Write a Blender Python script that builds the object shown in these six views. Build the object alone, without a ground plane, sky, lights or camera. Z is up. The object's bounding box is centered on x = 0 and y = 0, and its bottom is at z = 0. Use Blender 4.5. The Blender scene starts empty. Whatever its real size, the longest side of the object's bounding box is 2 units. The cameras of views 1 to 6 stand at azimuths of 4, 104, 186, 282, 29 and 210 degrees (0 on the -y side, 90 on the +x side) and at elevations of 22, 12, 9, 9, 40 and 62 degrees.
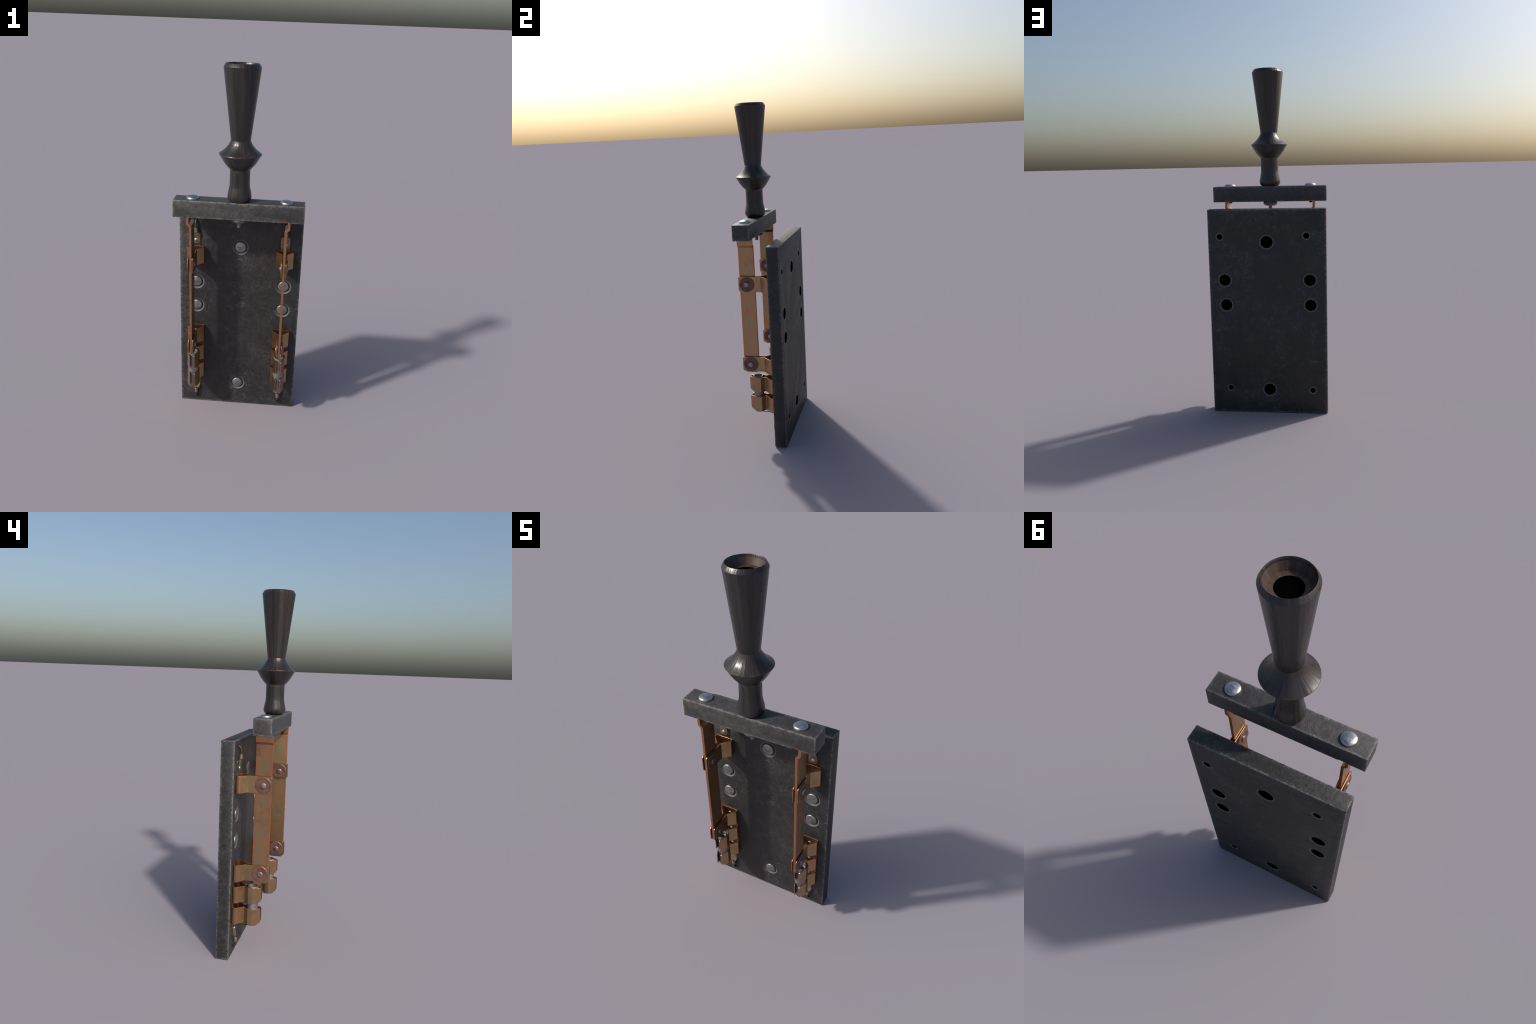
# Antique double-pole knife switch: slate base board, copper blades, spring
# clips, fuse tubes, slate crossbar and a turned handle.
import bpy, bmesh, math, random
from mathutils import Vector, Matrix

random.seed(7)
TAU = math.tau

# ------------------------------------------------------------------ helpers
root = bpy.data.objects.new("knife_switch", None)
bpy.context.scene.collection.objects.link(root)
root["label"] = "old double-pole knife switch with copper blades and turned handle"
root["category"] = "electrical switch"


def finish(bm, name, mat, parent=None, loc=(0, 0, 0), angle=32, smooth=True):
    """bmesh -> shaded mesh object parented under `parent`."""
    bmesh.ops.remove_doubles(bm, verts=bm.verts, dist=1e-6)
    bmesh.ops.recalc_face_normals(bm, faces=bm.faces)
    me = bpy.data.meshes.new(name)
    bm.to_mesh(me)
    bm.free()
    if smooth:
        me.shade_smooth()
        me.set_sharp_from_angle(angle=math.radians(angle))
    mats = mat if isinstance(mat, (list, tuple)) else [mat]
    for m in mats:
        me.materials.append(m)
    return place(me, name, parent, loc)


def place(me, name, parent=None, loc=(0, 0, 0), rot=(0, 0, 0)):
    ob = bpy.data.objects.new(name, me)
    bpy.context.scene.collection.objects.link(ob)
    par = parent or root
    ob.parent = par
    # locations are given in the switch frame
    off = Vector((0, 0, 0))
    if parent is not None:
        off = parent["frame_origin"]
    ob.location = Vector(loc) - Vector(off)
    ob.rotation_euler = rot
    ob["frame_origin"] = tuple(loc)
    return ob


def add_box(bm, x0, x1, y0, y1, z0, z1, bevel=0.0, seg=2):
    geo = bmesh.ops.create_cube(bm, size=1.0)
    vs = geo["verts"]
    for v in vs:
        v.co = Vector((x0 if v.co.x < 0 else x1,
                       y0 if v.co.y < 0 else y1,
                       z0 if v.co.z < 0 else z1))
    if bevel > 0:
        es = list({e for v in vs for e in v.link_edges})
        bmesh.ops.bevel(bm, geom=es, offset=bevel, segments=seg,
                        profile=0.5, affect='EDGES')


def add_lathe(bm, prof, n=48, axis='Z', at=(0, 0, 0), mat_of=None, spin=0.0):
    """Revolve (r, h) pairs around an axis; r == 0 gives a pole."""
    at = Vector(at)

    def pt(r, h, a):
        c, s = r * math.cos(a + spin), r * math.sin(a + spin)
        if axis == 'Z':
            return at + Vector((c, s, h))
        if axis == 'Y':
            return at + Vector((c, h, s))
        return at + Vector((h, c, s))
    rings = []
    for r, h in prof:
        if r < 1e-9:
            rings.append([bm.verts.new(pt(0, h, 0))])
        else:
            rings.append([bm.verts.new(pt(r, h, TAU * k / n)) for k in range(n)])
    for i in range(len(rings) - 1):
        a, b = rings[i], rings[i + 1]
        for k in range(n):
            k2 = (k + 1) % n
            if len(a) == 1 and len(b) == 1:
                continue
            if len(a) == 1:
                f = bm.faces.new((a[0], b[k], b[k2]))
            elif len(b) == 1:
                f = bm.faces.new((a[k], a[k2], b[0]))
            else:
                f = bm.faces.new((a[k], a[k2], b[k2], b[k]))
            if mat_of:
                f.material_index = mat_of(i)


def add_tube(bm, path, r, n=12, cap=True):
    """Round tube along a list of points."""
    path = [Vector(p) for p in path]
    rings = []
    up = Vector((1, 0, 0))
    for i, p in enumerate(path):
        t = (path[min(i + 1, len(path) - 1)] - path[max(i - 1, 0)]).normalized()
        u = up - up.dot(t) * t
        u.normalize()
        w = t.cross(u)
        rings.append([bm.verts.new(p + r * (math.cos(TAU * k / n) * u + math.sin(TAU * k / n) * w))
                      for k in range(n)])
    for a, b in zip(rings, rings[1:]):
        for k in range(n):
            bm.faces.new((a[k], a[(k + 1) % n], b[(k + 1) % n], b[k]))
    if cap:
        bm.faces.new(rings[0])
        bm.faces.new(rings[-1][::-1])


def fillet(pts, rad, steps=4):
    """Round the inner corners of a polyline of (x, y, zb, zt) points."""
    out = [Vector(pts[0])]
    for i in range(1, len(pts) - 1):
        a, p, b = Vector(pts[i - 1]), Vector(pts[i]), Vector(pts[i + 1])
        da, db = (p - a), (b - p)
        la = math.hypot(da[0], da[1])
        lb = math.hypot(db[0], db[1])
        cosang = (da[0] * db[0] + da[1] * db[1]) / max(la * lb, 1e-9)
        turn = math.acos(max(-1, min(1, cosang)))
        if turn < math.radians(8):
            out.append(p)
            continue
        d = min(rad * math.tan(turn / 2) + 0.0004, 0.45 * la, 0.45 * lb)
        p0 = p + (a - p) * (d / la)
        p1 = p + (b - p) * (d / lb)
        for s in range(steps + 1):
            t = s / steps
            out.append(p0 * (1 - t) ** 2 + p * (2 * t * (1 - t)) + p1 * t * t)
    out.append(Vector(pts[-1]))
    return out


def add_ribbon(bm, pts, t):
    """Bent sheet metal: centre line (x, y) with a z span at every point."""
    n = len(pts)
    norm = []
    for i in range(n):
        a, b = pts[max(i - 1, 0)], pts[min(i + 1, n - 1)]
        if 0 < i < n - 1:
            d1 = Vector((pts[i][0] - a[0], pts[i][1] - a[1])).normalized()
            d2 = Vector((b[0] - pts[i][0], b[1] - pts[i][1])).normalized()
            d = (d1 + d2).normalized()
            k = 1 / max(d.dot(d1), 0.5)
        else:
            d = Vector((b[0] - a[0], b[1] - a[1])).normalized()
            k = 1
        norm.append(Vector((-d.y, d.x)) * k)
    rows = []
    for p, m in zip(pts, norm):
        x, y, zb, zt = p
        o = (x + m.x * t / 2, y + m.y * t / 2)
        i_ = (x - m.x * t / 2, y - m.y * t / 2)
        rows.append([bm.verts.new((o[0], o[1], zb)), bm.verts.new((o[0], o[1], zt)),
                     bm.verts.new((i_[0], i_[1], zt)), bm.verts.new((i_[0], i_[1], zb))])
    for a, b in zip(rows, rows[1:]):
        for k in range(4):
            bm.faces.new((a[k], a[(k + 1) % 4], b[(k + 1) % 4], b[k]))
    bm.faces.new(rows[0][::-1])
    bm.faces.new(rows[-1])


def difference(ob, cutters):
    """Boolean-subtract a list of bmesh solids from an object and apply."""
    tmp = []
    for bm in cutters:
        bmesh.ops.recalc_face_normals(bm, faces=bm.faces)
        me = bpy.data.meshes.new("cutter")
        bm.to_mesh(me)
        bm.free()
        for m in ob.data.materials:
            me.materials.append(m)
        c = bpy.data.objects.new("cutter", me)
        bpy.context.scene.collection.objects.link(c)
        c.matrix_world = Matrix.Translation(Vector(ob["frame_origin"]))
        mod = ob.modifiers.new("cut", 'BOOLEAN')
        mod.operation = 'DIFFERENCE'
        mod.solver = 'EXACT'
        mod.object = c
        tmp.append(c)
    bpy.context.view_layer.update()
    dg = bpy.context.evaluated_depsgraph_get()
    new = bpy.data.meshes.new_from_object(ob.evaluated_get(dg))
    old = ob.data
    ob.modifiers.clear()
    ob.data = new
    new.name = ob.name
    bpy.data.meshes.remove(old)
    for c in tmp:
        me = c.data
        bpy.data.objects.remove(c)
        bpy.data.meshes.remove(me)
    new.shade_smooth()
    new.set_sharp_from_angle(angle=math.radians(30))


# ---------------------------------------------------------------- materials
class Nodes:
    """Small wrapper that makes node graphs readable."""

    def __init__(self, name):
        self.mat = bpy.data.materials.new(name)
        self.mat.use_nodes = True
        self.t = self.mat.node_tree
        self.t.nodes.clear()
        self.out = self.t.nodes.new("ShaderNodeOutputMaterial")
        self.bsdf = self.t.nodes.new("ShaderNodeBsdfPrincipled")
        self.t.links.new(self.bsdf.outputs[0], self.out.inputs[0])
        self.coord = self.t.nodes.new("ShaderNodeTexCoord").outputs["Object"]

    def put(self, sock, v):
        if isinstance(v, bpy.types.NodeSocket):
            self.t.links.new(v, sock)
        else:
            sock.default_value = v

    def math(self, op, a, b=None, clamp=False):
        n = self.t.nodes.new("ShaderNodeMath")
        n.operation = op
        n.use_clamp = clamp
        self.put(n.inputs[0], a)
        if b is not None:
            self.put(n.inputs[1], b)
        return n.outputs[0]

    def xyz(self, v=None):
        n = self.t.nodes.new("ShaderNodeSeparateXYZ")
        self.put(n.inputs[0], v or self.coord)
        return n.outputs

    def shift(self, amount):
        """Object coordinates moved by a random amount per object."""
        i = self.t.nodes.new("ShaderNodeObjectInfo")
        s = self.math('MULTIPLY', i.outputs["Random"], amount)
        n = self.t.nodes.new("ShaderNodeVectorMath")
        n.operation = 'ADD'
        self.put(n.inputs[0], self.coord)
        self.put(n.inputs[1], s)
        return n.outputs[0]

    def noise(self, scale, detail=4, rough=0.55, stretch=(1, 1, 1), vec=None, distort=0.0,
              rot=(0, 0, 0), move=(0, 0, 0)):
        m = self.t.nodes.new("ShaderNodeMapping")
        m.vector_type = 'TEXTURE' if any(rot) else 'POINT'
        if any(rot):             # texture space: turn first, then stretch along z
            m.inputs["Scale"].default_value = [1 / q for q in stretch]
        else:
            m.inputs["Scale"].default_value = stretch
        m.inputs["Rotation"].default_value = rot
        m.inputs["Location"].default_value = move
        self.put(m.inputs["Vector"], vec or self.coord)
        n = self.t.nodes.new("ShaderNodeTexNoise")
        n.inputs["Scale"].default_value = scale
        n.inputs["Detail"].default_value = detail
        n.inputs["Roughness"].default_value = rough
        n.inputs["Distortion"].default_value = distort
        self.put(n.inputs["Vector"], m.outputs[0])
        return n.outputs["Fac"]

    def ramp(self, fac, lo, hi, a=0.0, b=1.0):
        n = self.t.nodes.new("ShaderNodeMapRange")
        n.interpolation_type = 'SMOOTHSTEP'
        self.put(n.inputs[0], fac)
        n.inputs[1].default_value = lo
        n.inputs[2].default_value = hi
        n.inputs[3].default_value = a
        n.inputs[4].default_value = b
        return n.outputs[0]

    def mix(self, fac, a, b):
        n = self.t.nodes.new("ShaderNodeMix")
        n.data_type = 'RGBA'
        self.put(n.inputs[0], fac)
        self.put(n.inputs[6], a)
        self.put(n.inputs[7], b)
        return n.outputs[2]

    def bump(self, height, strength, dist, round_edges=0.0):
        n = self.t.nodes.new("ShaderNodeBump")
        if round_edges:
            b = self.t.nodes.new("ShaderNodeBevel")
            b.samples = 4
            b.inputs["Radius"].default_value = round_edges
            self.t.links.new(b.outputs[0], n.inputs["Normal"])
        n.inputs["Strength"].default_value = strength
        n.inputs["Distance"].default_value = dist
        self.put(n.inputs["Height"], height)
        self.put(self.bsdf.inputs["Normal"], n.outputs[0])

    def set(self, **kw):
        for k, v in kw.items():
            self.put(self.bsdf.inputs[k.replace("_", " ").title().replace("Ior", "IOR")], v)

    def box_edge(self, centre, half):
        """Distance from the nearest edge of a box, for worn corners."""
        d = []
        for o, c, h in zip(self.xyz(), centre, half):
            a = self.math('ABSOLUTE', self.math('SUBTRACT', o, c))
            d.append(self.math('SUBTRACT', h, a))
        lo = self.math('MINIMUM', d[0], d[1])
        hi = self.math('MAXIMUM', d[0], d[1])
        return self.math('MAXIMUM', lo, self.math('MINIMUM', hi, d[2]))

    def line_dist(self, planes):
        """Distance from the nearest of some axis planes [(axis, value)]."""
        xyz = self.xyz()
        d = None
        for ax, v in planes:
            e = self.math('ABSOLUTE', self.math('SUBTRACT', xyz[ax], v))
            d = e if d is None else self.math('MINIMUM', d, e)
        return d


def rgb(r, g, b):
    return (r, g, b, 1.0)


def slate(name, centre, half, dark, light, worn, scuff_amt):
    m = Nodes(name)
    fine = m.noise(42, 5, 0.68)
    blot = m.noise(6.5, 4, 0.6)
    tone = m.math('ADD', m.math('MULTIPLY', fine, 0.72), m.math('MULTIPLY', blot, 0.28))
    col = m.mix(m.ramp(tone, 0.36, 0.64), dark, light)
    # chalky scuffs: short brush-like scratches in three directions, in clouds
    scuff = None
    for ang, seed in ((0.35, 0.0), (-0.75, 3.1), (1.25, 7.7)):
        hatch = m.noise(210, 3, 0.6, (1.0, 1.0, 0.22), rot=(0, ang, 0), move=(seed, seed, 0), distort=0.6)
        cloud = m.noise(8.5, 5, 0.68, move=(seed * 2, 0, seed))
        k = m.math('MULTIPLY', m.ramp(hatch, 0.50, 0.70), m.ramp(cloud, 0.50, 0.71))
        k = m.math('ADD', k, m.math('MULTIPLY', m.ramp(cloud, 0.54, 0.78), 0.16))
        scuff = k if scuff is None else m.math('MAXIMUM', scuff, k)
    col = m.mix(m.math('MULTIPLY', scuff, scuff_amt, True), col, worn)
    # worn, paler arrises
    edge = m.box_edge(centre, half)
    ragged = m.noise(62, 5, 0.74)
    edge = m.math('ADD', edge, m.math('MULTIPLY', m.math('SUBTRACT', ragged, 0.5), 0.040))
    wear = m.ramp(edge, 0.0010, 0.0075, 1.0, 0.0)
    halo = m.math('MULTIPLY', m.ramp(edge, 0.0, 0.022, 1.0, 0.0), 0.17)
    k = m.math('MAXIMUM', m.math('MULTIPLY', wear, 0.85), halo)
    col = m.mix(k, col, worn)
    m.set(base_color=col, roughness=m.ramp(fine, 0.2, 0.8, 0.46, 0.64))
    m.bump(m.math('ADD', fine, m.math('MULTIPLY', scuff, 0.4)), 0.6, 0.004, 0.003)
    return m


CX = 0.247                       # pole centre line, left and right

M_board = slate("board_slate", (0, 0.1237, 0.6038), (0.3393, 0.0366, 0.6038),
                rgb(0.0130, 0.0127, 0.0135), rgb(0.0245, 0.0240, 0.0242), rgb(0.130, 0.128, 0.125), 0.66).mat
M_bar = slate("crossbar_slate", (0, -0.0535, 1.285), (0.3362, 0.0500, 0.0455),
              rgb(0.029, 0.028, 0.028), rgb(0.051, 0.049, 0.049), rgb(0.150, 0.145, 0.141), 0.36).mat

m = Nodes("rim_pale_slate")
m.set(base_color=m.mix(m.noise(60, 3), rgb(0.065, 0.064, 0.063), rgb(0.120, 0.118, 0.113)), roughness=0.6)
M_rim = m.mat
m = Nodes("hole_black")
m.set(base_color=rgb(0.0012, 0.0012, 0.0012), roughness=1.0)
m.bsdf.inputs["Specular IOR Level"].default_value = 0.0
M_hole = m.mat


def copper(name, edges, width, red=rgb(0.55, 0.255, 0.130), olive=rgb(0.375, 0.325, 0.20),
           tanc=rgb(0.46, 0.305, 0.17), bias=0.0, rough=0.40):
    """Copper with an olive-brown patina that is rubbed off towards edges."""
    m = Nodes(name)
    v = m.shift(9.0)
    patch = m.noise(30, 5, 0.66, (1, 1, 0.75), vec=v, distort=0.5)
    fine = m.noise(75, 4, 0.7, vec=v)
    mixv = m.math('ADD', patch, m.math('MULTIPLY', m.math('SUBTRACT', fine, 0.5), 0.50))
    if edges:
        d = m.line_dist(edges)
        rub = m.ramp(d, 0.0, width, 0.34, 0.0)
        mixv = m.math('ADD', mixv, rub)
    k = m.ramp(mixv, 0.42 - bias, 0.70 - bias)
    tan = m.mix(m.ramp(m.noise(11, 3, vec=v), 0.38, 0.62), tanc, olive)
    col = m.mix(k, tan, red)
    stain = m.math('MULTIPLY', m.ramp(m.noise(9, 5, 0.68, vec=v, move=(4, 2, 1)), 0.52, 0.70), 0.40)
    col = m.mix(stain, col, rgb(0.21, 0.125, 0.065))
    col = m.mix(m.math('MULTIPLY', m.ramp(m.noise(120, 2, vec=v), 0.66, 0.8), 0.35), col, rgb(0.14, 0.07, 0.04))
    m.set(base_color=col, metallic=1.0,
          roughness=m.math('ADD', m.math('MULTIPLY', patch, 0.2), rough - 0.1))
    m.bump(m.math('ADD', patch, m.math('MULTIPLY', fine, 0.4)), 0.14, 0.003, 0.0016)
    return m.mat


M_blade = copper("blade_copper", [(1, -0.0995), (1, -0.0088)], 0.022)
M_clip = copper("clip_copper", [(2, 1.0185), (2, 0.9245), (1, -0.104), (1, 0.066)], 0.016,
                red=rgb(0.50, 0.275, 0.150), olive=rgb(0.33, 0.275, 0.155), tanc=rgb(0.43, 0.305, 0.160), bias=0.0, rough=0.36)
M_jaw = copper("jaw_copper", [(2, 0.5265), (2, 0.4325), (2, 0.404), (2, 0.3125), (2, 0.285), (2, 0.1915),
                              (1, -0.067), (1, 0.066)], 0.015,
               red=rgb(0.50, 0.268, 0.146), olive=rgb(0.33, 0.275, 0.155), tanc=rgb(0.43, 0.303, 0.158), bias=0.005, rough=0.36)
m = Nodes("washer_red_brown")
v = m.shift(6.0)
m.set(base_color=m.mix(m.ramp(m.noise(40, 4, 0.6, vec=v), 0.35, 0.65), rgb(0.130, 0.057, 0.042), rgb(0.205, 0.092, 0.064)),
      metallic=0.45, roughness=0.5)
M_washer = m.mat
m = Nodes("washer_rim")
m.set(base_color=m.mix(m.noise(80, 3), rgb(0.10, 0.08, 0.07), rgb(0.24, 0.20, 0.17)), metallic=0.7, roughness=0.45)
M_washer_rim = m.mat

m = Nodes("lug_brass")
m.set(base_color=m.mix(m.ramp(m.noise(60, 4), 0.35, 0.65), rgb(0.22, 0.175, 0.110), rgb(0.32, 0.265, 0.175)),
      metallic=0.85, roughness=0.5)
M_lug = m.mat

m = Nodes("cable_black")
m.set(base_color=m.mix(m.noise(40, 3), rgb(0.02, 0.02, 0.02), rgb(0.035, 0.034, 0.032)), roughness=0.42)
M_cable = m.mat


def steel(name, a, b, rough, scratch=0.12):
    m = Nodes(name)
    v = m.shift(5.0)
    blot = m.noise(55, 4, 0.65, vec=v)
    lines = m.noise(60, 2, 0.5, (0.3, 6.0, 6.0), vec=v)
    col = m.mix(m.ramp(blot, 0.3, 0.7), a, b)
    pit = m.ramp(m.noise(170, 2, vec=v), 0.69, 0.76)
    col = m.mix(m.math('MULTIPLY', pit, 0.6), col, rgb(0.09, 0.085, 0.08))
    m.set(base_color=col, metallic=1.0, roughness=m.ramp(blot, 0.25, 0.75, rough - 0.07, rough + 0.1))
    m.bump(m.math('ADD', lines, m.math('MULTIPLY', blot, 0.7)), scratch, 0.002)
    return m.mat


M_bolt = steel("bolt_steel", rgb(0.36, 0.36, 0.365), rgb(0.54, 0.54, 0.535), 0.36, 0.2)
M_screw = steel("screw_steel", rgb(0.24, 0.24, 0.245), rgb(0.36, 0.36, 0.36), 0.46, 0.2)
M_tube = steel("tube_steel", rgb(0.25, 0.255, 0.268), rgb(0.33, 0.335, 0.35), 0.60, 0.06)
M_nut = steel("nut_steel", rgb(0.18, 0.18, 0.19), rgb(0.30, 0.30, 0.31), 0.5)
M_slot = steel("slot_dark_steel", rgb(0.17, 0.17, 0.175), rgb(0.26, 0.26, 0.26), 0.6)


# handle: dark varnished wood, grain running along the length
def wood(name, inside=False):
    m = Nodes(name)
    x, y, z = m.xyz()
    ang = m.math('ARCTAN2', y, x)
    r = m.math('SQRT', m.math('ADD', m.math('MULTIPLY', x, x), m.math('MULTIPLY', y, y)))
    # unrolled coordinates: streaks follow the axis whatever the radius
    cmb = m.t.nodes.new("ShaderNodeCombineXYZ")
    m.put(cmb.inputs[0], m.math('COSINE', ang))
    m.put(cmb.inputs[1], m.math('SINE', ang))
    m.put(cmb.inputs[2], z)
    u = cmb.outputs[0]
    grain = m.noise(2.6, 5, 0.62, (1, 1, 0.55), vec=u, distort=0.5)
    streak = m.noise(6.0, 4, 0.56, (1, 1, 0.34), vec=u, distort=0.4)
    patch = m.noise(3.0, 5, 0.62, (1, 1, 1.5), vec=u)
    if inside:
        col = m.mix(m.ramp(grain, 0.35, 0.65), rgb(0.038, 0.022, 0.015), rgb(0.070, 0.043, 0.029))
        m.set(base_color=col, roughness=0.5)
        return m.mat
    col = m.mix(m.ramp(grain, 0.32, 0.68), rgb(0.0150, 0.0125, 0.0125), rgb(0.0300, 0.0245, 0.0230))
    col = m.mix(m.math('MULTIPLY', m.ramp(streak, 0.50, 0.74), 0.45), col, rgb(0.042, 0.034, 0.031))
    red = m.math('MULTIPLY', m.ramp(patch, 0.56, 0.72), m.ramp(streak, 0.44, 0.60))
    col = m.mix(m.math('MULTIPLY', red, 0.7), col, rgb(0.076, 0.037, 0.024))
    # varnish rubbed thin on the ridge of the collar and in the groove below it
    rag = m.math('MULTIPLY', m.math('SUBTRACT', m.noise(9, 4, 0.7, vec=u), 0.5), 0.020)
    ridge = m.ramp(m.math('ABSOLUTE', m.math('ADD', m.math('SUBTRACT', z, 1.5715), rag)), 0.0, 0.0050, 1.0, 0.0)
    groove = m.ramp(m.math('ABSOLUTE', m.math('ADD', m.math('SUBTRACT', z, 1.492), rag)), 0.0, 0.010, 0.75, 0.0)
    gone = m.math('MULTIPLY', m.math('MAXIMUM', ridge, groove), m.ramp(m.noise(3.0, 3, vec=u), 0.36, 0.6, 0.25, 0.85))
    col = m.mix(gone, col, rgb(0.078, 0.050, 0.036))
    m.set(base_color=col, roughness=m.ramp(grain, 0.3, 0.7, 0.23, 0.37))
    h = m.math('ADD', m.math('MULTIPLY', grain, 0.6), m.math('MULTIPLY', streak, 0.8))
    blister = m.ramp(m.noise(14, 4, 0.7, (1, 1, 3), vec=u), 0.55, 0.70)
    h = m.math('ADD', h, m.math('MULTIPLY', m.math('MULTIPLY', blister, m.ramp(patch, 0.45, 0.6)), 0.25))
    m.bump(h, 0.24, 0.010)
    return m.mat


M_wood = wood("handle_wood")
M_wood_in = wood("handle_bare_wood", True)

# --------------------------------------------------------------- base board
BF, BB = 0.0871, 0.1603           # board front and back planes
bm = bmesh.new()
add_box(bm, -0.3393, 0.3393, BF, BB, 0.0, 1.2076, 0.0028, 2)
board = finish(bm, "base_board", [M_board, M_rim, M_hole])

SCREWS = [(0.0, 1.0226, 0.05), (0.0005, 0.1465, -0.85), (-0.2455, 0.8020, 0.03),
          (-0.2455, 0.6545, -0.30), (0.2470, 0.8005, -0.35), (0.2465, 0.6540, 0.25)]
cut = bmesh.new()
for x, z, _ in SCREWS:           # countersunk seats for the mounting screws
    add_lathe(cut, [(0, BF - 0.002), (0.0478, BF - 0.002), (0.0362, BF + 0.0070), (0, BF + 0.0070)],
              48, 'Y', (x, 0, z), lambda i: [1, 1, 0][i])
BACK_HOLES = [(0.0006, 1.0195, 0.0350), (0.0003, 0.1410, 0.0345), (0.2487, 0.7985, 0.0335),
              (-0.2446, 0.7980, 0.0332), (0.2440, 0.6520, 0.0335), (-0.2474, 0.6515, 0.0332),
              (0.2714, 1.0515, 0.0165), (-0.2268, 1.0545, 0.0172), (0.2325, 0.1475, 0.0155), (-0.2540, 0.1400, 0.0158)]
for x, z, r in BACK_HOLES:       # shallow pockets in the back face with near-black floors, rims broken
    c = 0.0036
    add_lathe(cut, [(0, BB + 0.0009), (r + 2.9 * c, BB + 0.0009), (r, BB - 0.0020), (r, BB - 0.0036), (0, BB - 0.0036)],
              40, 'Y', (x, 0, z), lambda i: [1, 1, 2, 2][i])
for x, z in ((-0.2455, 1.1720), (0.2485, 1.1720), (-0.2455, 0.0355), (0.2485, 0.0355)):   # cable entries
    add_lathe(cut, [(0, BF - 0.002), (0.0095, BF - 0.002), (0.0095, BF + 0.02), (0, BF + 0.02)],
              24, 'Y', (x, 0, z), lambda i: 2)
difference(board, [cut])


def screw_head(r, dome, edge, slot_w, slot_d, n=40):
    """Low domed slotted head, top towards -y, slot cut as a real groove."""
    bm = bmesh.new()
    prof = [(0, edge + 0.008), (r, edge + 0.008), (r, edge)]
    for k in range(1, 7):
        a = k / 6 * math.pi / 2
        prof.append((r * (1 - 0.16 * (1 - math.cos(a))) if k < 6 else 0.84 * r, edge - dome * 0.6 * math.sin(a)))
    prof += [(0.5 * r, edge - dome * 0.9), (0, edge - dome)]
    add_lathe(bm, prof, n, 'Y')
    return bm


bm = screw_head(0.0305, 0.0095, 0.0, 0.005, 0.002)
first = finish(bm, "mounting_screw", [M_screw, M_slot], board, (0, BF + 0.0035, 0))
first.location = (0, 0, 0)
cut = bmesh.new()
add_box(cut, -0.04, 0.04, -0.02, -0.0074, -0.0019, 0.0019)
for f in cut.faces:
    f.material_index = 1
first["frame_origin"] = (0, 0, 0)
difference(first, [cut])
screw_mesh = first.data
bpy.data.objects.remove(first)
for x, z, tilt in SCREWS:
    place(screw_mesh, "mounting_screw", board, (x, BF + 0.0035, z), (0, tilt, 0))

# ----------------------------------------------------------------- crossbar
HY = -0.0533                     # handle / crossbar centre line in y
bm = bmesh.new()
add_box(bm, -0.3362, 0.3362, -0.1035, -0.0035, 1.2397, 1.3302, 0.0025, 2)
bar = finish(bm, "crossbar", M_bar)
cut = bmesh.new()
for s in (-1, 1):                # shallow housings for the blade tabs
    x0, x1 = sorted((s * 0.2255, s * 0.2700))
    add_box(cut, x0, x1, -0.2, 0.2, 1.2300, 1.2462)
difference(bar, [cut])

bm = bmesh.new()                 # carriage bolt: low domed head, faint slot
prof = [(0, -0.002), (0.0325, -0.002), (0.0335, 0.002), (0.0325, 0.0055)]
for k in range(1, 9):
    a = k / 8
    prof.append((0.0325 * math.cos(a * math.pi / 2) if k < 8 else 0, 0.0055 + 0.0105 * math.sin(a * math.pi / 2) ** 0.9))
add_lathe(bm, prof, 48, 'Z')
b0 = finish(bm, "bolt", [M_bolt, M_screw], bar, (0, 0, 0), 40)
cut = bmesh.new()
add_box(cut, -0.05, 0.05, -0.0014, 0.0014, 0.0152, 0.03)
for f in cut.faces:
    f.material_index = 1
difference(b0, [cut])
bolt_mesh = b0.data
bpy.data.objects.remove(b0)
for x, a in ((-0.2410, 0.12), (0.2420, -0.25)):
    place(bolt_mesh, "bolt", bar, (x, -0.0522, 1.3300), (0, 0, a))
bm = bmesh.new()                 # bolt ends showing below the blade tabs
add_lathe(bm, [(0, 0.012), (0.0098, 0.012), (0.0098, -0.008), (0.0085, -0.0098), (0, -0.0098)], 24, 'Z')
end_mesh = finish(bm, "bolt_end", M_cable, bar, (-0.2415, HY, 1.2395)).data
place(end_mesh, "bolt_end", bar, (0.2415, HY, 1.2395))
bm = bmesh.new()                 # domed nut and stud of the handle
add_lathe(bm, [(0, 1.2405), (0.034, 1.2405), (0.040, 1.2365), (0.0425, 1.2300), (0.0405, 1.2230),
               (0.034, 1.2165), (0.027, 1.2137), (0, 1.2130)], 40, 'Z')
add_lathe(bm, [(0, 1.22), (0.0107, 1.22), (0.0107, 1.1880), (0.0092, 1.1858), (0, 1.1858)], 24, 'Z')
finish(bm, "handle_nut", M_nut, bar, (0, HY, 0))

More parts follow.
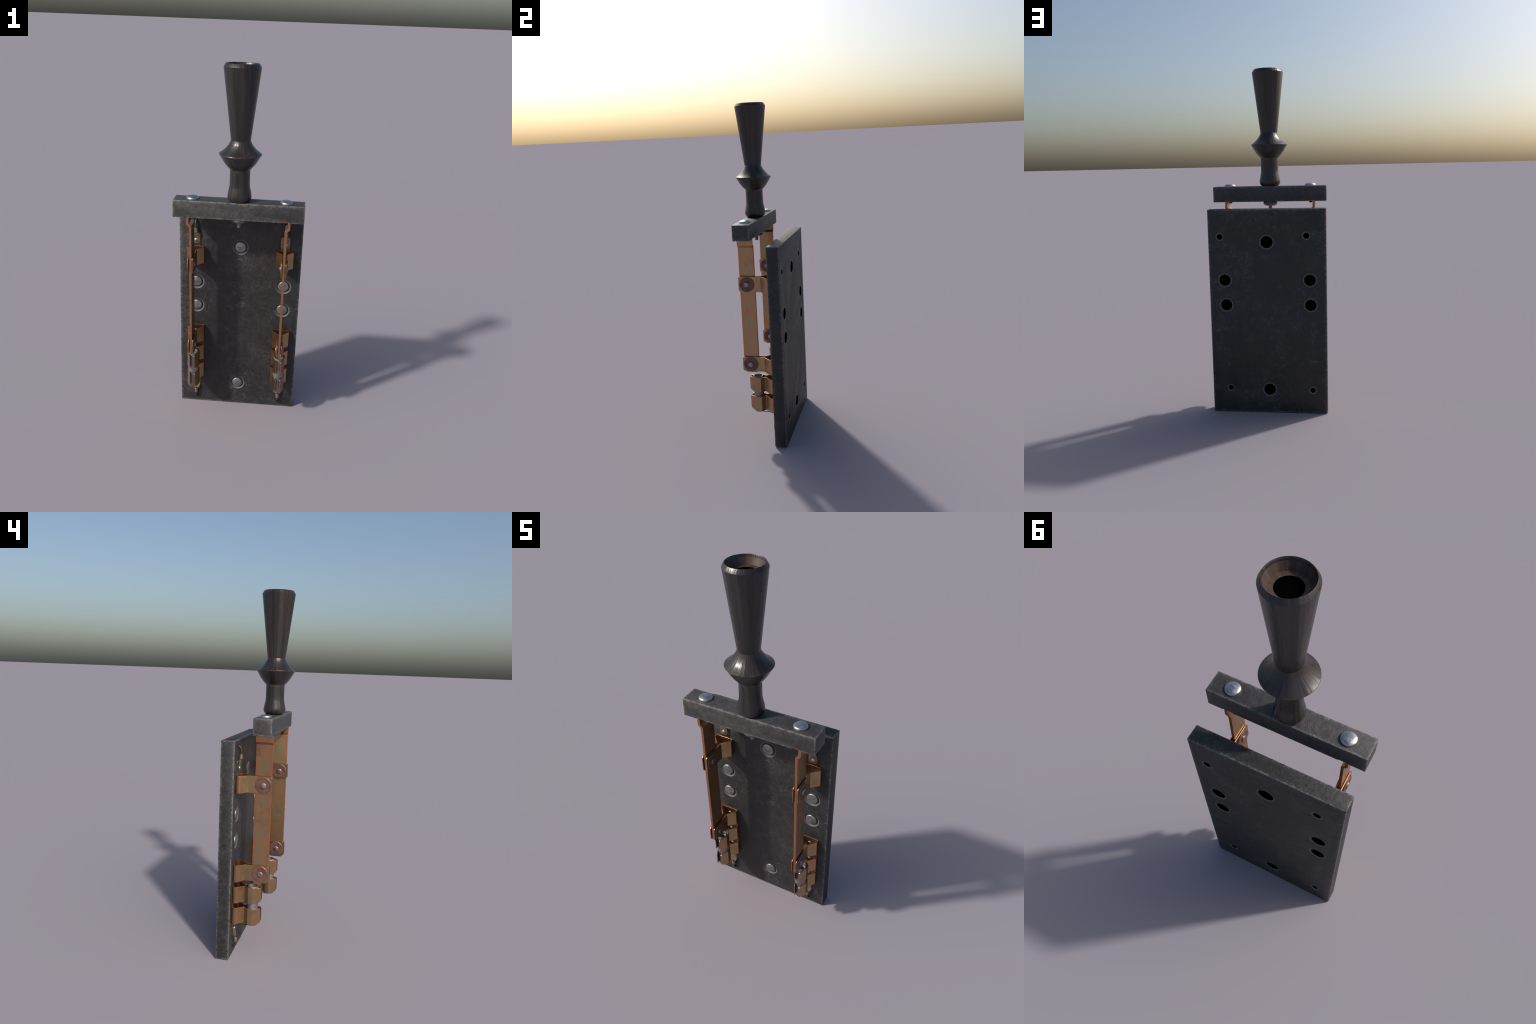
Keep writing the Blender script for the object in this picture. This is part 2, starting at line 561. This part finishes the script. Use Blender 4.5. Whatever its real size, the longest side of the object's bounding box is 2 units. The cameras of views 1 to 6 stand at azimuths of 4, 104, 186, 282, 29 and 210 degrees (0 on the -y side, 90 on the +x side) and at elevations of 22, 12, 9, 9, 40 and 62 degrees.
# ------------------------------------------------------------------- handle
outer = [(0, 1.3302), (0.0440, 1.3302), (0.0520, 1.3340), (0.0575, 1.3405), (0.0608, 1.3480), (0.0616, 1.3560),
         (0.0608, 1.3650), (0.0585, 1.3770), (0.0555, 1.3920), (0.0528, 1.4050), (0.0516, 1.4120), (0.0512, 1.4300),
         (0.0511, 1.4600), (0.0512, 1.4930),
         (0.0530, 1.4970), (0.0640, 1.5080), (0.0745, 1.5200), (0.0840, 1.5340), (0.0930, 1.5490), (0.1005, 1.5620),
         (0.1062, 1.5702), (0.1070, 1.5720), (0.1061, 1.5738),
         (0.0965, 1.5805), (0.0870, 1.5880), (0.0770, 1.5970), (0.0680, 1.6075), (0.0600, 1.6180), (0.0540, 1.6285),
         (0.0494, 1.6400)]
for k in range(1, 9):            # long flared grip
    t = k / 8
    outer.append((0.0494 + (0.0906 - 0.0494) * t, 1.6400 + (1.9835 - 1.6400) * t))
outer += [(0.0815, 1.9985), (0.0800, 2.0000), (0.0790, 2.0000), (0.0760, 1.9955), (0.0748, 1.9905)]
inner = [(0.0738, 1.9880), (0.0620, 1.9640), (0.0450, 1.9620), (0.0445, 1.9560), (0, 1.9555)]
n_out = len(outer)
bm = bmesh.new()
add_lathe(bm, outer + inner, 64, 'Z',
          mat_of=lambda i: 0 if i < n_out - 1 else (1 if i < n_out + 2 else 2))
finish(bm, "handle", [M_wood, M_wood_in, M_hole], None, (0, HY, 0), 24)


# ------------------------------------------------------------------- blades
def blade_mesh(s):
    """Copper bar, jogged outwards near the top with a tab turned inwards."""
    yf, yb = -0.0995, -0.0088
    # (x outer, x inner) outline walked in the xz plane
    o = [(0.2528, 0.4280), (0.2528, 1.1850), (0.2538, 1.1885), (0.2665, 1.2010), (0.2675, 1.2045), (0.2675, 1.2445)]
    i = [(0.2278, 1.2445), (0.2278, 1.2400), (0.2548, 1.2400), (0.2548, 1.2075), (0.2540, 1.2050), (0.2412, 1.1935),
         (0.2403, 1.1905), (0.2403, 0.4280)]
    bm = bmesh.new()
    loop = o + i
    front = [bm.verts.new((s * x - s * CX, yf, z)) for x, z in loop]
    back = [bm.verts.new((s * x - s * CX, yb, z)) for x, z in loop]
    n = len(loop)
    for k in range(n):
        bm.faces.new((front[k], front[(k + 1) % n], back[(k + 1) % n], back[k]))
    # caps as quads across the thickness
    for v in (front, back):
        bm.faces.new((v[0], v[1], v[12], v[13]))
        for k in range(1, 4):
            bm.faces.new((v[k], v[k + 1], v[12 - k], v[13 - k]))
        bm.faces.new((v[4], v[5], v[8], v[9]))
        bm.faces.new((v[5], v[6], v[7], v[8]))
    # clipped lower corners
    for e in list(bm.edges):
        a, b = e.verts
        if a.co.z < 0.43 and b.co.z < 0.43 and abs(a.co.y - b.co.y) < 1e-6:
            bmesh.ops.bevel(bm, geom=[e], offset=0.0125, segments=1, affect='EDGES')
    bmesh.ops.recalc_face_normals(bm, faces=bm.faces)
    sharp = [e for e in bm.edges if len(e.link_faces) == 2 and e.calc_face_angle() > 1.2]
    bmesh.ops.bevel(bm, geom=sharp, offset=0.0007, segments=1, affect='EDGES')
    return bm


for s in (-1, 1):
    finish(blade_mesh(s), "blade", M_blade, None, (s * CX, 0, 0), 28)

# -------------------------------------------------------------------- clips
T = 0.0040                       # sheet thickness


def mirrored(half):
    """Half profile from the plate centre outwards -> whole U section."""
    left = [(-x, y, a, b) for x, y, a, b in half[::-1]]
    return left[:-1] + half[1:] if abs(half[0][0]) < 1e-9 else left + half


def hinge_section(zb, zt, rise=0.003):
    """Section that straddles the blade: plate, legs, slant, flat ears."""
    e = zb + rise
    return mirrored([(0.0, 0.0849, zb, zt), (0.0465, 0.0849, zb, zt), (0.0465, 0.0660, zb, zt),
                     (0.0116, 0.0275, e, zt), (0.0116, -0.0920, e, zt),
                     (0.0116, -0.0975, e + 0.0012, zt - 0.0008), (0.0116, -0.1022, e + 0.0042, zt - 0.0048),
                     (0.0116, -0.1058, e + 0.0095, zt - 0.0105)])


def tube_section(zb, zt):
    """Section that grips the fuse tube."""
    return mirrored([(0.0, 0.0849, zb, zt), (0.0465, 0.0849, zb, zt), (0.0465, 0.0660, zb, zt),
                     (0.0105, 0.0262, zb + 0.0028, zt), (0.0312, 0.0015, zb + 0.0012, zt),
                     (0.0310, -0.0215, zb + 0.0015, zt - 0.0005), (0.0222, -0.0430, zb + 0.0022, zt - 0.0010),
                     (0.0162, -0.0575, zb + 0.0085, zt - 0.0010), (0.0136, -0.0640, zb + 0.0140, zt - 0.0020),
                     (0.0125, -0.0668, zb + 0.0175, zt - 0.0050)])


def add_tab(bm, z0, z1, half=0.0248, r=0.012):
    """Flat terminal tab, rounded at the free end z1."""
    d = 1 if z1 > z0 else -1
    loop = [(-half, z0), (half, z0)]
    for k in range(6):
        a = k / 5 * math.pi / 2
        loop.append((half - r + r * math.cos(a), z1 - d * r + d * r * math.sin(a)))
    for k in range(6):
        a = math.pi / 2 + k / 5 * math.pi / 2
        loop.append((-half + r + r * math.cos(a), z1 - d * r + d * r * math.sin(a)))
    f = [bm.verts.new((x, 0.0840, z)) for x, z in loop]
    b = [bm.verts.new((x, 0.0871, z)) for x, z in loop]
    bm.faces.new(f)
    bm.faces.new(b[::-1])
    n = len(loop)
    for k in range(n):
        bm.faces.new((f[k], f[(k + 1) % n], b[(k + 1) % n], b[k]))


bm = bmesh.new()
add_ribbon(bm, fillet(hinge_section(0.9238, 1.0185), 0.0055), T)
add_tab(bm, 1.0170, 1.0975)
upper_mesh = finish(bm, "hinge_clip", M_clip, None, (-CX, 0, 0), 40).data
upper = [bpy.data.objects["hinge_clip"], place(upper_mesh, "hinge_clip", None, (CX, 0, 0))]

bm = bmesh.new()
add_ribbon(bm, fillet(hinge_section(0.4325, 0.5265, 0.0052), 0.0055), T)
add_ribbon(bm, fillet(tube_section(0.3125, 0.4040), 0.0050), T)
add_ribbon(bm, fillet(tube_section(0.1912, 0.2850), 0.0050), T)
for z0, z1 in ((0.2851, 0.3124), (0.4041, 0.4324)):      # spine between the sections
    add_box(bm, -0.0440, 0.0440, 0.0833, 0.0868, z0, z1)
add_tab(bm, 0.1925, 0.1040)
lower_mesh = finish(bm, "jaw_clip", M_jaw, None, (-CX, 0, 0), 40).data
lower = [bpy.data.objects["jaw_clip"], place(lower_mesh, "jaw_clip", None, (CX, 0, 0))]

# friction washers with their pivot pin, one each side of every blade clip
bm = bmesh.new()
add_lathe(bm, [(0, 0.0138), (0.0435, 0.0138), (0.0443, 0.0150), (0.0443, 0.0170), (0.0425, 0.0186), (0.0405, 0.0188),
               (0.0300, 0.0180), (0.0170, 0.0175), (0, 0.0175)], 56, 'X',
          mat_of=lambda i: 1 if i in (1, 2, 3, 4) else 0)
washer_mesh = bpy.data.meshes.new("washer")
tmp = finish(bm, "washer", [M_washer, M_washer_rim], None, (0, 0, 0), 30)
washer_mesh = tmp.data
bpy.data.objects.remove(tmp)
bm = bmesh.new()
add_lathe(bm, [(0, 0.0165), (0.0150, 0.0165), (0.0150, 0.0205), (0.0138, 0.0222), (0.0110, 0.0230), (0, 0.0232)],
          32, 'X')
tmp = finish(bm, "pivot_pin", M_screw, None, (0, 0, 0), 40)
pin_mesh = tmp.data
bpy.data.objects.remove(tmp)
for group, zc in ((upper, 0.9713), (lower, 0.4815)):
    for clip in group:
        x = clip["frame_origin"][0]
        for side in (0, math.pi):
            place(washer_mesh, "washer", clip, (x, -0.0562, zc), (0, 0, side)).rotation_euler.x = random.uniform(0, 6)
            place(pin_mesh, "pivot_pin", clip, (x, -0.0580, zc - 0.001), (0, 0, side)).rotation_euler.x = random.uniform(0, 6)

# fixing screws on the plates behind the ears; a smaller one for the terminal
bm = screw_head(0.0175, 0.0060, 0.0, 0.002, 0.001, 32)
tmp = finish(bm, "clip_screw", M_nut, None, (0, 0, 0), 35)
plate_screw = tmp.data
bpy.data.objects.remove(tmp)
bm = screw_head(0.0112, 0.0075, 0.0, 0.002, 0.001, 24)
tmp = finish(bm, "terminal_screw", M_bolt, None, (0, 0, 0), 35)
small_screw = tmp.data
bpy.data.objects.remove(tmp)
for group, zs in ((lower, (0.4810, 0.3590, 0.2385)),):
    for clip in group:
        for z in zs:
            place(plate_screw, "clip_screw", clip, (clip["frame_origin"][0], 0.0810, z), (0, random.uniform(0, 3), 0))

# fuse tubes
TY = -0.0195
bm = bmesh.new()
add_lathe(bm, [(0, 0.1835), (0.0262, 0.1835), (0.0286, 0.1850), (0.0294, 0.1875), (0.0294, 0.4062), (0.0288, 0.4078),
               (0.0270, 0.4086), (0.0250, 0.4082), (0.0240, 0.4065), (0.0238, 0.3860), (0.0200, 0.3845), (0.0196, 0.3640), (0, 0.3635)], 40, 'Z', (0, TY, 0))
tube_mesh = finish(bm, "fuse_tube", M_tube, None, (-CX, 0, 0), 40).data
tubes = [bpy.data.objects["fuse_tube"], place(tube_mesh, "fuse_tube", None, (CX, 0, 0))]
# wire link from the foot of each tube back to the plate
bm = bmesh.new()
add_tube(bm, [(0, -0.030, 0.1850), (0, -0.022, 0.1815), (0, -0.012, 0.1785), (0, 0.004, 0.1765), (0, 0.022, 0.1757),
              (0, 0.045, 0.1752), (0, 0.068, 0.1750), (0, 0.0872, 0.1750)], 0.0022, 10)
link_mesh = finish(bm, "fuse_wire", M_cable, tubes[0], (-CX, 0, 0), 40).data
place(link_mesh, "fuse_wire", tubes[1], (CX, 0, 0))

# ---------------------------------------------------------------- terminals
# local frame: screw at the origin, cable running towards +z, front is -y
bm = bmesh.new()
rows = []
spine = [(-0.0205, -0.0028, 0.004), (-0.0185, -0.0028, 0.0105), (-0.0140, -0.0028, 0.0158), (-0.007, -0.0028, 0.0190),
         (0.0, -0.0028, 0.0200), (0.010, -0.0034, 0.0203), (0.020, -0.0052, 0.0203), (0.030, -0.0076, 0.0200),
         (0.036, -0.0090, 0.0190), (0.041, -0.0098, 0.0165), (0.0450, -0.0101, 0.0120), (0.0480, -0.0102, 0.0070)]
for z, y, w in spine:
    rows.append([bm.verts.new((-w, y - 0.0013, z)), bm.verts.new((w, y - 0.0013, z)),
                 bm.verts.new((w, y + 0.0013, z)), bm.verts.new((-w, y + 0.0013, z))])
for a, b in zip(rows, rows[1:]):
    for k in range(4):
        bm.faces.new((a[k], a[(k + 1) % 4], b[(k + 1) % 4], b[k]))
bm.faces.new(rows[0][::-1])
bm.faces.new(rows[-1])
YC = -0.0102                     # cable axis
add_lathe(bm, [(0.0070, 0.0720), (0.0078, 0.0736), (0.0096, 0.0738), (0.0104, 0.0730), (0.0104, 0.0480), (0.0096, 0.0470),
               (0.0076, 0.0472), (0.0070, 0.0485), (0.0070, 0.0720)], 28, 'Z', (0, YC, 0))
lug_mesh = finish(bm, "terminal_lug", M_lug, None, (0, 0, 0), 35).data
bpy.data.objects.remove(bpy.data.objects["terminal_lug"])


def cable_mesh(reach):
    """Insulated lead: straight out of the crimp, then bent into the board."""
    bm = bmesh.new()
    path = [(0, YC, 0.044), (0, YC, 0.060), (0, YC, 0.074), (0, YC, reach - 0.022)]
    for k in range(1, 8):
        a = k / 7 * math.pi / 2
        path.append((0, YC + 0.020 * (1 - math.cos(a)) * 0.95, reach - 0.022 + 0.022 * math.sin(a)))
    path.append((0, YC + 0.034, reach))
    add_tube(bm, path, 0.0062, 14)
    tmp = finish(bm, "cable", M_cable, None, (0, 0, 0), 50)
    me = tmp.data
    bpy.data.objects.remove(tmp)
    return me


up_cable, low_cable = cable_mesh(0.1170), cable_mesh(0.1075)
for clip in upper:
    x = clip["frame_origin"][0]
    at = (x + 0.0015, 0.0834, 1.0548)
    place(lug_mesh, "terminal_lug", clip, at)
    place(small_screw, "terminal_screw", clip, (x + 0.0015, 0.0805, 1.0548))
    place(up_cable, "cable", clip, at)
for clip in lower:
    x = clip["frame_origin"][0]
    at = (x + 0.0015, 0.0834, 0.1432)
    place(lug_mesh, "terminal_lug", clip, at, (0, math.pi, 0))
    place(small_screw, "terminal_screw", clip, (x + 0.0015, 0.0805, 0.1500))
    place(low_cable, "cable", clip, at, (0, math.pi, 0))

for ob in bpy.data.objects:
    if "frame_origin" in ob:
        del ob["frame_origin"]
